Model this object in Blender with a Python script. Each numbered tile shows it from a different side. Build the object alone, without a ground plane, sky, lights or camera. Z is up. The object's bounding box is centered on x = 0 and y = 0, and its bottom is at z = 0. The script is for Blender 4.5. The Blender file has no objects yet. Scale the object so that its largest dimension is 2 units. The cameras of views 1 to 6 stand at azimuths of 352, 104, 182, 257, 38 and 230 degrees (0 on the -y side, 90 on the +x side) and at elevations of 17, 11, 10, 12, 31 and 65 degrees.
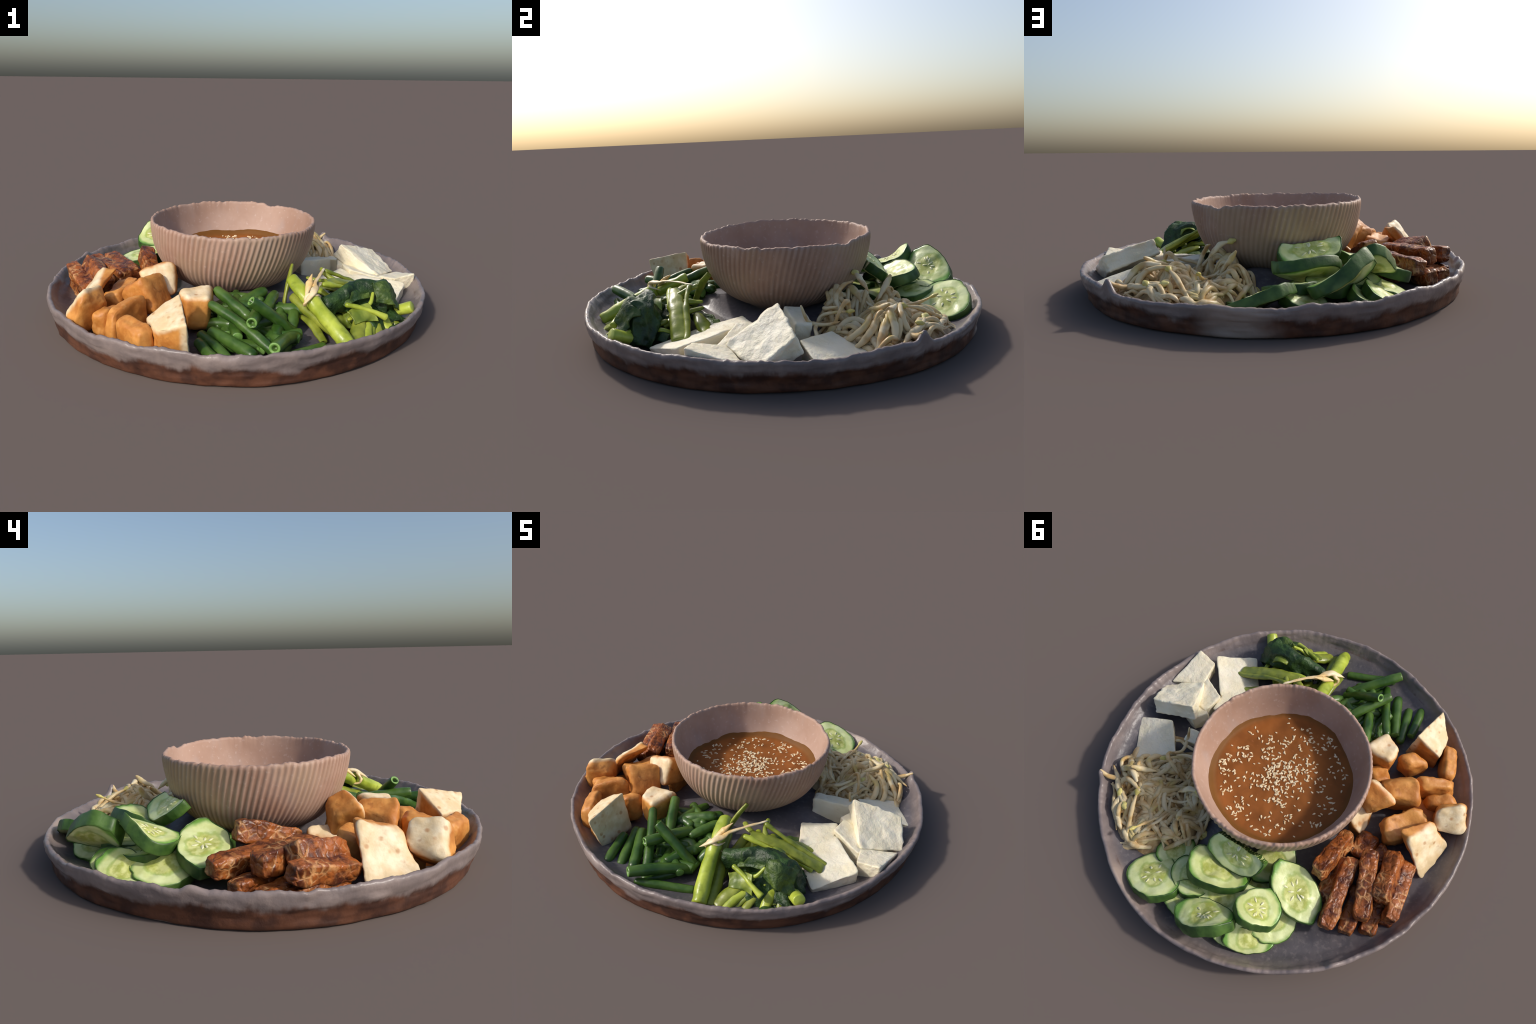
import bpy, math, random
import numpy as np
from mathutils import Matrix, Vector

rng = np.random.default_rng(7)
random.seed(7)
V3 = lambda *a: np.array(a, float)
SCN = bpy.context.scene.collection

# ------------------------------------------------------------------ numeric helpers
def norm(v):
    v = np.asarray(v, float)
    return v / max(np.linalg.norm(v), 1e-9)

def hash3(i, seed):
    n = (i[..., 0] * 73856093) ^ (i[..., 1] * 19349663) ^ (i[..., 2] * 83492791) ^ (seed * 2654435)
    n = (n << 13) ^ n
    n = n * (n * n * 15731 + 789221) + 1376312589
    return ((n & 0x7fffffff) / 1073741824.0) - 1.0

def noise(P, scale, seed=0):
    Q = np.asarray(P, float) * scale + 100.0
    i = np.floor(Q).astype(np.int64)
    f = Q - i
    f = f * f * (3 - 2 * f)
    out = 0
    for dx in (0, 1):
        for dy in (0, 1):
            for dz in (0, 1):
                w = (f[..., 0] if dx else 1 - f[..., 0]) * (f[..., 1] if dy else 1 - f[..., 1]) * (f[..., 2] if dz else 1 - f[..., 2])
                out = out + w * hash3(i + np.array([dx, dy, dz]), seed)
    return out

def fbm(P, scale, octaves=3, seed=0):
    return sum(noise(P, scale * 2 ** k, seed + 17 * k) * 0.5 ** k for k in range(octaves))

def vnormals(V, F):
    N = np.zeros_like(V)
    for f in F_arrays(F):
        a, b, c = V[f[:, 0]], V[f[:, 1]], V[f[:, -1]]
        n = np.cross(b - a, c - a)
        for k in range(f.shape[1]):
            np.add.at(N, f[:, k], n)
    return N / np.maximum(np.linalg.norm(N, axis=1, keepdims=True), 1e-9)

def F_arrays(F):
    by = {}
    for f in F:
        by.setdefault(len(f), []).append(f)
    return [np.array(v) for v in by.values()]

def spline(pts, n):
    """Catmull-Rom through control points, n samples, evenly spread in parameter."""
    P = np.asarray(pts, float)
    if len(P) == 2:
        t = np.linspace(0, 1, n)[:, None]
        return P[0] * (1 - t) + P[1] * t
    Q = np.vstack([2 * P[0] - P[1], P, 2 * P[-1] - P[-2]])
    out = []
    for u in np.linspace(0, len(P) - 1, n):
        i = min(int(u), len(P) - 2)
        t = u - i
        a, b, c, d = Q[i:i + 4]
        out.append(0.5 * (2 * b + (c - a) * t + (2 * a - 5 * b + 4 * c - d) * t * t + (3 * b - a - 3 * c + d) * t ** 3))
    return np.array(out)

# ------------------------------------------------------------------ object helpers
def add_object(name, V, F, mats, frame=None, parent=None, smooth=True, face_mats=None):
    V = np.asarray(V, float)
    if frame is None:
        frame = Matrix.Translation(Vector(V.mean(0)))
    inv = np.array(frame.inverted())
    L = V @ inv[:3, :3].T + inv[:3, 3]
    me = bpy.data.meshes.new(name)
    me.from_pydata(L.tolist(), [], [tuple(int(k) for k in f) for f in F])
    me.polygons.foreach_set("use_smooth", [smooth] * len(me.polygons))
    for m in (mats if isinstance(mats, (list, tuple)) else [mats]):
        me.materials.append(m)
    if face_mats is not None:
        me.polygons.foreach_set("material_index", list(face_mats))
    me.update()
    ob = bpy.data.objects.new(name, me)
    SCN.objects.link(ob)
    if parent is not None:
        ob.parent = parent
        ob.matrix_parent_inverse = parent.matrix_world.inverted()
    ob.matrix_world = frame
    return ob

def thing(ob, label, category):
    ob["label"] = label
    ob["category"] = category
    return ob

def make_frame(center, X, Y, Z, s=(1, 1, 1)):
    M = Matrix.Identity(4)
    for k, (a, q) in enumerate(((X, s[0]), (Y, s[1]), (Z, s[2]))):
        for r in range(3):
            M[r][k] = a[r] * q
    for r in range(3):
        M[r][3] = center[r]
    return M

# ------------------------------------------------------------------ material helpers
class Nodes:
    def __init__(self, name):
        self.m = bpy.data.materials.new(name)
        self.m.use_nodes = True
        self.t = self.m.node_tree
        self.bsdf = self.t.nodes["Principled BSDF"]
        self.geo = self.t.nodes.new("ShaderNodeNewGeometry")
        self.tc = self.t.nodes.new("ShaderNodeTexCoord")
        self.pos = self.geo.outputs["Position"]
        self.obj = self.tc.outputs["Object"]

    def put(self, sock, v):
        if hasattr(v, "is_output"):
            self.t.links.new(v, sock)
        elif isinstance(v, (tuple, list)) and len(v) == 3 and sock.type == "RGBA":
            sock.default_value = (*v, 1)
        else:
            sock.default_value = v

    def noise(self, scale, detail=3, rough=0.55, vec=None, dist=0.0):
        n = self.t.nodes.new("ShaderNodeTexNoise")
        self.put(n.inputs["Vector"], vec or self.pos)
        n.inputs["Scale"].default_value = scale
        n.inputs["Detail"].default_value = detail
        n.inputs["Roughness"].default_value = rough
        n.inputs["Distortion"].default_value = dist
        return n.outputs["Fac"]

    def voronoi(self, scale, vec=None, feature="F1", rand=1.0):
        n = self.t.nodes.new("ShaderNodeTexVoronoi")
        n.feature = feature
        self.put(n.inputs["Vector"], vec or self.pos)
        n.inputs["Scale"].default_value = scale
        n.inputs["Randomness"].default_value = rand
        return n.outputs["Distance"]

    def math(self, op, a, b=0.0, c=0.0, clamp=False):
        n = self.t.nodes.new("ShaderNodeMath")
        n.operation = op
        n.use_clamp = clamp
        self.put(n.inputs[0], a)
        self.put(n.inputs[1], b)
        self.put(n.inputs[2], c)
        return n.outputs[0]

    def step(self, v, lo, hi):
        n = self.t.nodes.new("ShaderNodeMapRange")
        n.interpolation_type = "SMOOTHSTEP"
        self.put(n.inputs["Value"], v)
        n.inputs["From Min"].default_value = lo
        n.inputs["From Max"].default_value = hi
        return n.outputs["Result"]

    def mix(self, f, a, b):
        n = self.t.nodes.new("ShaderNodeMix")
        n.data_type = "RGBA"
        self.put(n.inputs["Factor"], f)
        self.put(n.inputs["A"] if False else n.inputs[6], a)
        self.put(n.inputs[7], b)
        return n.outputs[2]

    def xyz(self, vec):
        n = self.t.nodes.new("ShaderNodeSeparateXYZ")
        self.put(n.inputs[0], vec)
        return n.outputs

    def mapping(self, vec, scale=(1, 1, 1), loc=(0, 0, 0), rot=(0, 0, 0)):
        n = self.t.nodes.new("ShaderNodeMapping")
        self.put(n.inputs["Vector"], vec)
        n.inputs["Scale"].default_value = scale
        n.inputs["Location"].default_value = loc
        n.inputs["Rotation"].default_value = rot
        return n.outputs[0]

    def random(self):
        return self.t.nodes.new("ShaderNodeObjectInfo").outputs["Random"]

    def bump(self, h, strength=0.3, dist=0.01):
        n = self.t.nodes.new("ShaderNodeBump")
        n.inputs["Strength"].default_value = strength
        n.inputs["Distance"].default_value = dist
        self.put(n.inputs["Height"], h)
        self.t.links.new(n.outputs[0], self.bsdf.inputs["Normal"])

    def done(self, color, rough=0.5, spec=0.5, sss=0.0, coat=0.0):
        b = self.bsdf
        self.put(b.inputs["Base Color"], color)
        self.put(b.inputs["Roughness"], rough)
        b.inputs["Specular IOR Level"].default_value = spec
        if sss:
            b.inputs["Subsurface Weight"].default_value = sss
            b.inputs["Subsurface Radius"].default_value = (0.02, 0.012, 0.006)
            b.inputs["Subsurface Scale"].default_value = 1.0
        if coat:
            b.inputs["Coat Weight"].default_value = coat
            b.inputs["Coat Roughness"].default_value = 0.2
        return self.m

# ------------------------------------------------------------------ materials
def mat_plate():
    n = Nodes("glazed_stoneware")
    x, y, z = n.xyz(n.pos)
    big = n.noise(5, 4)
    fine = n.noise(45, 4)
    glaze = n.mix(n.step(big, 0.3, 0.7), (0.075, 0.069, 0.080), (0.140, 0.124, 0.130))
    glaze = n.mix(n.math("MULTIPLY", n.step(fine, 0.5, 0.75), 0.35), glaze, (0.29, 0.25, 0.24))
    specks = n.step(n.voronoi(42), 0.10, 0.05)
    glaze = n.mix(n.math("MULTIPLY", specks, 0.6), glaze, (0.05, 0.045, 0.055))
    r = n.math("SQRT", n.math("ADD", n.math("MULTIPLY", x, x), n.math("MULTIPLY", y, y)))
    # warm paler glaze on the rim and the wall
    wall = n.step(r, 0.90, 0.975)
    wallc = n.mix(n.step(n.noise(9, 4), 0.35, 0.7), (0.20, 0.160, 0.152), (0.31, 0.245, 0.222))
    glaze = n.mix(n.math("MULTIPLY", wall, 0.8), glaze, wallc)
    # bare red clay foot below the glaze line on the outside
    zz = n.math("ADD", z, n.math("MULTIPLY", n.math("SUBTRACT", n.noise(4, 5, 0.65, vec=n.mapping(n.pos, (1, 1, 0.4))), 0.5), 0.17))
    clay = n.mix(n.step(n.noise(11, 4), 0.35, 0.65), (0.050, 0.019, 0.012), (0.120, 0.046, 0.024))
    out = n.step(r, 0.941, 0.945)
    low = n.math("MULTIPLY", n.step(zz, 0.095, 0.062), out)
    # a pale bare patch at the back of the wall
    dx = n.math("SUBTRACT", x, 0.10)
    patch = n.step(n.math("ADD", n.math("ABSOLUTE", dx), n.math("MULTIPLY", n.noise(6, 3), 0.12)), 0.26, 0.10)
    patch = n.math("MULTIPLY", patch, n.step(y, 0.90, 0.95))
    c = n.mix(low, glaze, clay)
    c = n.mix(n.math("MULTIPLY", patch, 0.85), c, (0.36, 0.28, 0.235))
    n.bump(n.noise(60, 5), 0.25, 0.006)
    return n.done(c, n.math("ADD", 0.36, n.math("MULTIPLY", low, 0.25)), 0.4)

def mat_bowl(ribs):
    n = Nodes("pink_stoneware_" + ("ribbed" if ribs else "smooth"))
    c = n.mix(n.step(n.noise(4, 4), 0.3, 0.7), (0.355, 0.218, 0.158), (0.45, 0.305, 0.240))
    c = n.mix(n.math("MULTIPLY", n.step(n.noise(14, 5, vec=n.mapping(n.pos, (1, 1, .35))), 0.5, 0.75), 0.35), c, (0.36, 0.29, 0.27))
    c = n.mix(n.math("MULTIPLY", n.step(n.noise(50, 4), 0.58, 0.72), 0.3), c, (0.60, 0.48, 0.43))
    if ribs:
        x, y, z = n.xyz(n.pos)
        th = n.math("ARCTAN2", n.math("SUBTRACT", y, 0.026), n.math("ADD", x, 0.021))
        sw = n.math("MULTIPLY", n.math("SUBTRACT", 0.455, z), 0.16 / 0.3)
        w = n.math("SINE", n.math("MULTIPLY", n.math("ADD", th, sw), 100.0))
        k = n.math("MULTIPLY", n.step(w, 0.6, -0.8), n.step(n.noise(5, 3), 0.3, 0.6))  # rib grooves painted browner, putting the shading between ribs into the colour
        c = n.mix(n.math("MULTIPLY", k, 0.55), c, (0.24, 0.130, 0.085))
        c = n.mix(n.math("MULTIPLY", n.step(n.noise(3, 2), 0.42, 0.62), 0.35), c, (0.42, 0.33, 0.22))
    n.bump(n.noise(50, 5), 0.2, 0.004)
    return n.done(c, 0.55, 0.35)

def mat_sauce():
    n = Nodes("peanut_sauce")
    c = n.mix(n.step(n.noise(7, 5), 0.3, 0.72), (0.20, 0.066, 0.014), (0.32, 0.105, 0.022))
    c = n.mix(n.math("MULTIPLY", n.step(n.noise(60, 3), 0.62, 0.75), 0.4), c, (0.40, 0.14, 0.05))
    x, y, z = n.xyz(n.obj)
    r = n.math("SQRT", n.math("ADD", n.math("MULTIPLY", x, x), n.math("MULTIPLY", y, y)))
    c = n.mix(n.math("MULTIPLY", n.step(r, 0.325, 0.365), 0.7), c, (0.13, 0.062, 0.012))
    n.bump(n.noise(35, 3), 0.15, 0.004)
    return n.done(c, 0.6, 0.2)

def mat_simple(name, c0, c1, scale, rough, spec=0.5, sss=0.0, bump=0.2, bscale=60, coat=0.0, bdist=0.006):
    n = Nodes(name)
    c = n.mix(n.step(n.noise(scale, 4), 0.3, 0.7), c0, c1)
    if bump:
        n.bump(n.noise(bscale, 4), bump, bdist)
    return n.done(c, rough, spec, sss, coat)

def mat_tofu():
    n = Nodes("white_tofu")
    c = n.mix(n.step(n.noise(9, 4), 0.3, 0.72), (0.80, 0.72, 0.52), (0.87, 0.80, 0.63))
    c = n.mix(n.math("MULTIPLY", n.step(n.noise(5, 2), 0.60, 0.75), 0.35), c, (0.80, 0.62, 0.36))
    n.bump(n.noise(34, 5), 0.6, 0.012)
    return n.done(c, 0.55, 0.4, 0.15)

def mat_fried(name, cut_axes, plane=None, lo=0.70, hi=0.94):
    n = Nodes(name)
    skin = n.mix(n.step(n.noise(13, 4), 0.32, 0.68), (0.46, 0.165, 0.030), (0.68, 0.31, 0.075))
    skin = n.mix(n.math("MULTIPLY", n.step(n.noise(30, 3), 0.55, 0.75), 0.5), skin, (0.66, 0.34, 0.11))
    skin = n.mix(n.math("MULTIPLY", n.step(n.noise(21, 3), 0.62, 0.74), 0.5), skin, (0.22, 0.06, 0.012))
    c = skin
    if cut_axes:
        inner = n.mix(n.step(n.noise(16, 4), 0.35, 0.7), (0.70, 0.53, 0.30), (0.84, 0.71, 0.49))
        pits = n.step(n.voronoi(24), 0.34, 0.12)
        pits = n.math("MULTIPLY", pits, n.step(n.noise(15, 2), 0.42, 0.56))
        inner = n.mix(n.math("MULTIPLY", pits, 0.75), inner, (0.46, 0.22, 0.08))
        inner = n.mix(n.math("MULTIPLY", n.step(n.noise(9, 4), 0.52, 0.72), 0.55), inner, (0.66, 0.42, 0.19))
        x, y, z = n.xyz(n.obj)
        wob = n.math("MULTIPLY", n.math("SUBTRACT", n.noise(12, 3), 0.5), 0.35)
        m = None
        for ax in cut_axes:
            k = n.step(n.math("ADD", (x, y, z)["xyz".index(ax[-1])] if ax[0] != "-" else n.math("MULTIPLY", (x, y, z)["xyz".index(ax[-1])], -1.0), wob), lo, hi)
            m = k if m is None else n.math("MAXIMUM", m, k)
        if plane is not None:   # a second cut face, given as a plane in the piece's own coordinates
            (nx, ny, nz), d = plane
            dot = n.math("ADD", n.math("ADD", n.math("MULTIPLY", x, nx), n.math("MULTIPLY", y, ny)), n.math("MULTIPLY", z, nz))
            m = n.math("MAXIMUM", m, n.step(n.math("ADD", dot, n.math("MULTIPLY", wob, 0.5)), d - 0.32, d - 0.10))
        c = n.mix(m, skin, inner)
    n.bump(n.noise(40, 5), 0.4, 0.006)
    return n.done(c, 0.5, 0.4)

def mat_tempeh():
    n = Nodes("fried_tempeh")
    warp = n.t.nodes.new("ShaderNodeVectorMath")
    warp.operation = "ADD"
    no = n.t.nodes.new("ShaderNodeTexNoise")
    no.inputs["Scale"].default_value = 25
    n.put(no.inputs["Vector"], n.pos)
    sc = n.t.nodes.new("ShaderNodeVectorMath")
    sc.operation = "SCALE"
    sc.inputs["Scale"].default_value = 0.03
    n.t.links.new(no.outputs["Color"], sc.inputs[0])
    n.t.links.new(n.pos, warp.inputs[0])
    n.t.links.new(sc.outputs[0], warp.inputs[1])
    e = n.voronoi(27, vec=warp.outputs[0], feature="DISTANCE_TO_EDGE")
    bean = n.mix(n.step(n.noise(17, 4), 0.35, 0.65), (0.075, 0.017, 0.006), (0.34, 0.095, 0.018))
    bind = n.mix(n.step(n.noise(12, 3), 0.40, 0.62), (0.28, 0.085, 0.025), (0.66, 0.36, 0.15))
    edge = n.math("MULTIPLY", n.step(e, 0.20, 0.02), n.math('MULTIPLY', n.step(n.noise(10, 3), 0.44, 0.64), 0.75))
    c = n.mix(edge, bean, bind)
    mott = n.math("MULTIPLY", n.step(n.noise(19, 4, 0.6), 0.54, 0.68), 0.45)
    c = n.mix(mott, c, (0.52, 0.21, 0.06))
    dark = n.step(n.noise(34, 2), 0.68, 0.74)
    c = n.mix(n.math("MULTIPLY", dark, 0.8), c, (0.035, 0.014, 0.008))
    n.bump(n.math("ADD", n.step(e, 0.0, 0.2), n.noise(45, 3)), 0.4, 0.007)
    return n.done(c, 0.4, 0.45)

def mat_flesh():
    n = Nodes("cucumber_flesh")
    x, y, z = n.xyz(n.obj)
    r = n.math("SQRT", n.math("ADD", n.math("MULTIPLY", x, x), n.math("MULTIPLY", y, y)))
    r2 = n.math("ADD", r, n.math("MULTIPLY", n.math("SUBTRACT", n.noise(14, 4), 0.5), 0.42))
    core = n.mix(n.step(n.noise(30, 4), 0.35, 0.65), (0.42, 0.46, 0.10), (0.66, 0.68, 0.28))
    body = n.mix(n.step(n.noise(14, 4), 0.35, 0.7), (0.56, 0.62, 0.25), (0.68, 0.74, 0.39))
    line = n.math("MULTIPLY", n.step(r2, 0.46, 0.54), n.step(r2, 0.64, 0.56))
    c = n.mix(n.step(r2, 0.50, 0.60), core, body)
    c = n.mix(n.math("MULTIPLY", line, 0.55), c, (0.30, 0.42, 0.09))
    c = n.mix(n.step(n.math("ADD", r, n.math("MULTIPLY", n.math("SUBTRACT", n.noise(20, 3), 0.5), 0.2)), 0.84, 1.04), c, (0.15, 0.32, 0.055))
    n.bump(n.noise(32, 4), 0.4, 0.006)
    return n.done(c, 0.35, 0.45, 0.1)

def mat_peel():
    n = Nodes("cucumber_peel")
    c = n.mix(n.step(n.noise(9, 4), 0.35, 0.7), (0.020, 0.060, 0.009), (0.080, 0.160, 0.030))
    c = n.mix(n.math("MULTIPLY", n.step(n.noise(6, 3), 0.55, 0.72), 0.5), c, (0.20, 0.29, 0.085))
    n.bump(n.noise(40, 3), 0.3, 0.005)
    return n.done(c, 0.45, 0.4)

def mat_sprout():
    n = Nodes("bean_sprout_stem")
    rnd = n.random()
    c = n.mix(rnd, (0.66, 0.50, 0.26), (0.78, 0.66, 0.43))
    c = n.mix(n.math("MULTIPLY", n.step(n.noise(12, 3), 0.44, 0.64), 0.8), c, (0.50, 0.29, 0.09))
    c = n.mix(n.math("MULTIPLY", n.step(n.noise(8, 3), 0.56, 0.70), 0.6), c, (0.60, 0.47, 0.13))
    return n.done(c, 0.4, 0.45, 0.1)

def mat_stem(name, a, b, stripes=True):
    n = Nodes(name)
    c = n.mix(n.step(n.noise(10, 4), 0.32, 0.68), a, b)
    c = n.mix(n.math("MULTIPLY", n.step(n.noise(26, 3), 0.55, 0.72), 0.4), c, tuple(0.5 * q for q in a))
    n.bump(n.noise(40, 3), 0.25, 0.005)
    return n.done(c, 0.33, 0.5)

PLATE, BOWL, BOWLIN, SAUCE, TOFU, TEMPEH = mat_plate(), mat_bowl(True), mat_bowl(False), mat_sauce(), mat_tofu(), mat_tempeh()
FRIED = {k: mat_fried("fried_tofu_" + (k or "whole"), v) for k, v in {"": [], "one_cut": ["z"], "two_cuts": ["z"]}.items()}
FRIED["mid_cut"] = mat_fried("fried_tofu_wide_cut", ["z"], None, 0.45, 0.8)
FRIED["thin_cut"] = mat_fried("fried_tofu_thin_cut", ["z"], None, 0.15, 0.6)
FLESH, PEEL, SPROUT = mat_flesh(), mat_peel(), mat_sprout()
SEEDM = mat_simple("cucumber_seed_cream", (0.66, 0.66, 0.34), (0.75, 0.74, 0.48), 20, 0.4)
SESAME = mat_simple("sesame_cream", (0.68, 0.50, 0.27), (0.86, 0.74, 0.52), 60, 0.5, bump=0)
BEAN = mat_stem("green_bean_skin", (0.028, 0.078, 0.010), (0.078, 0.150, 0.026))
BEANCUT = mat_simple("green_bean_cut", (0.12, 0.26, 0.05), (0.20, 0.36, 0.09), 40, 0.5)
STEM = mat_stem("yellow_green_stem", (0.26, 0.33, 0.025), (0.46, 0.53, 0.07))
STEMD = mat_stem("olive_stem", (0.15, 0.19, 0.018), (0.30, 0.33, 0.045))
LEAF = mat_simple("dark_leaf", (0.006, 0.022, 0.006), (0.034, 0.078, 0.014), 14, 0.5, 0.45, bump=0.7, bscale=26, bdist=0.02)
LEAFD = mat_simple("green_leaf", (0.012, 0.040, 0.008), (0.075, 0.120, 0.018), 16, 0.5, 0.45, bump=0.7, bscale=26, bdist=0.02)
LEAFY = mat_simple("olive_leaf", (0.10, 0.15, 0.015), (0.25, 0.30, 0.04), 12, 0.4, bump=0.4, bscale=30)
FIBRE = mat_simple("cream_fibre", (0.80, 0.72, 0.52), (0.74, 0.50, 0.20), 12, 0.45)
SPROUTHEAD = mat_simple("bean_sprout_yellow", (0.52, 0.42, 0.10), (0.68, 0.60, 0.22), 20, 0.4)
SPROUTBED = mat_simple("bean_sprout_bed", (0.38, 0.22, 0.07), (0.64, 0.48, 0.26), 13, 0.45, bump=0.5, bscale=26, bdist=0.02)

# ------------------------------------------------------------------ lathe
def lathe(profile, n, shape):
    """profile: (r, z) list from the bottom axis round to the inner axis; shape(r, z, theta, s) -> xyz"""
    P = np.asarray(profile, float)
    th = np.linspace(0, 2 * math.pi, n, endpoint=False)
    rows = [shape(P[i, 0], P[i, 1], th, i) for i in range(1, len(P) - 1)]
    V = np.vstack([shape(0, P[0, 1], th[:1], 0)] + rows + [shape(0, P[-1, 1], th[:1], len(P) - 1)])
    F = []
    m = len(rows)
    for k in range(n):
        k2 = (k + 1) % n
        F.append((0, 1 + k2, 1 + k))
        for i in range(m - 1):
            a, b = 1 + i * n, 1 + (i + 1) * n
            F.append((a + k, a + k2, b + k2, b + k))
        F.append((1 + (m - 1) * n + k, 1 + (m - 1) * n + k2, len(V) - 1))
    return V, F

def densify(profile, step):
    P = np.asarray(profile, float)
    S = spline(P[1:-1], 400)
    L = np.r_[0, np.cumsum(np.linalg.norm(np.diff(S, axis=0), axis=1))]
    q = np.linspace(0, L[-1], int(L[-1] / step) + 2)
    S = np.c_[np.interp(q, L, S[:, 0]), np.interp(q, L, S[:, 1])]
    return np.vstack([P[0], S, P[-1]])

def wrap(a):
    return (a + math.pi) % (2 * math.pi) - math.pi

# ------------------------------------------------------------------ plate
FLOOR = 0.035
def plate():
    prof = [(0, 0), (0.5, 0.0), (0.90, 0.0), (0.954, 0.002), (0.962, 0.02), (0.967, 0.05), (0.972, 0.068), (0.980, 0.082), (0.986, 0.105),
            (0.990, 0.130), (0.987, 0.141), (0.980, 0.144), (0.971, 0.140), (0.958, 0.120), (0.935, 0.092), (0.895, 0.070), (0.845, 0.056), (0.78, 0.043), (0.70, FLOOR), (0.60, FLOOR),
            (0.55, 0.045), (0.48, 0.085), (0.42, 0.125), (0.36, 0.145), (0.28, 0.145), (0, 0.145)]
    prof = densify(prof, 0.010)
    # sharpen: keep z >= 0
    prof[:, 1] = np.maximum(prof[:, 1], 0)
    def shape(r, z, th, i):
        c, s = np.cos(th), np.sin(th)
        P = np.c_[c, s, np.full_like(c, z * 2)]
        k = np.clip((r - 0.86) / 0.10, 0, 1)
        rr = r + k * (0.006 * fbm(P, 3.0, 3, 3) + 0.004 * fbm(np.c_[c, s, np.full_like(c, z * 7)], 12, 2, 9)) - k * (0.002 * np.cos(2 * th) + 0.016 * np.exp(-(wrap(th - math.radians(138)) / 0.55) ** 2))
        h = np.clip(z / 0.144, 0, 1)
        back = np.exp(-(wrap(th - math.radians(74)) / 0.6) ** 2)   # the wall stands upright at the back
        rr = rr + k * back * (0.007 - 0.018 * h)
        rr = rr - k * 0.008 * np.exp(-(wrap(th - math.radians(30)) / 0.25) ** 2)
        rim = -0.006 * back - 0.007 * c - 0.008 * s + 0.009 * fbm(np.c_[c, s, 0 * c], 5, 2, 21) + 0.0035 * fbm(np.c_[c, s, 0 * c], 21, 3, 5) + 0.003 * fbm(np.c_[c, s, 0 * c], 60, 2, 6)
        rim = rim + 0.046 * np.exp(-(wrap(th - math.radians(46.6)) / 0.030) ** 2) + 0.012 * np.exp(-(wrap(th - math.radians(40)) / 0.09) ** 2)
        rim = rim + 0.018 * np.exp(-(wrap(th - math.radians(153)) / 0.03) ** 2)
        edge = k * h ** 2
        zz = z + rim * edge
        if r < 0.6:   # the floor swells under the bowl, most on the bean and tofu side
            zz = FLOOR + (zz - FLOOR) * np.clip(0.36 + 0.20 * np.cos(th) + 0.7 * np.exp(-(wrap(th + math.radians(88)) / 0.62) ** 2) + 0.6 * np.exp(-(wrap(th - math.radians(82)) / 0.5) ** 2), 0, 1) if z > 0.01 else zz
        return np.c_[rr * c - 0.001, rr * s - 0.005 - (0.005 * (1 - h) if r > 0.9 else 0), np.maximum(zz, 0)]
    V, F = lathe(prof, 720, shape)
    # scale so that the longest side is 2 m, centred
    lo, hi = V[:, :2].min(0), V[:, :2].max(0)
    V[:, :2] = (V[:, :2] - (lo + hi) / 2) * (np.array([1.966, 2.0]) / (hi - lo))
    ob = add_object("serving_plate", V, F, PLATE, Matrix.Identity(4))
    return thing(ob, "round shallow grey stoneware plate with brown clay foot", "plate")
plate()

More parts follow.
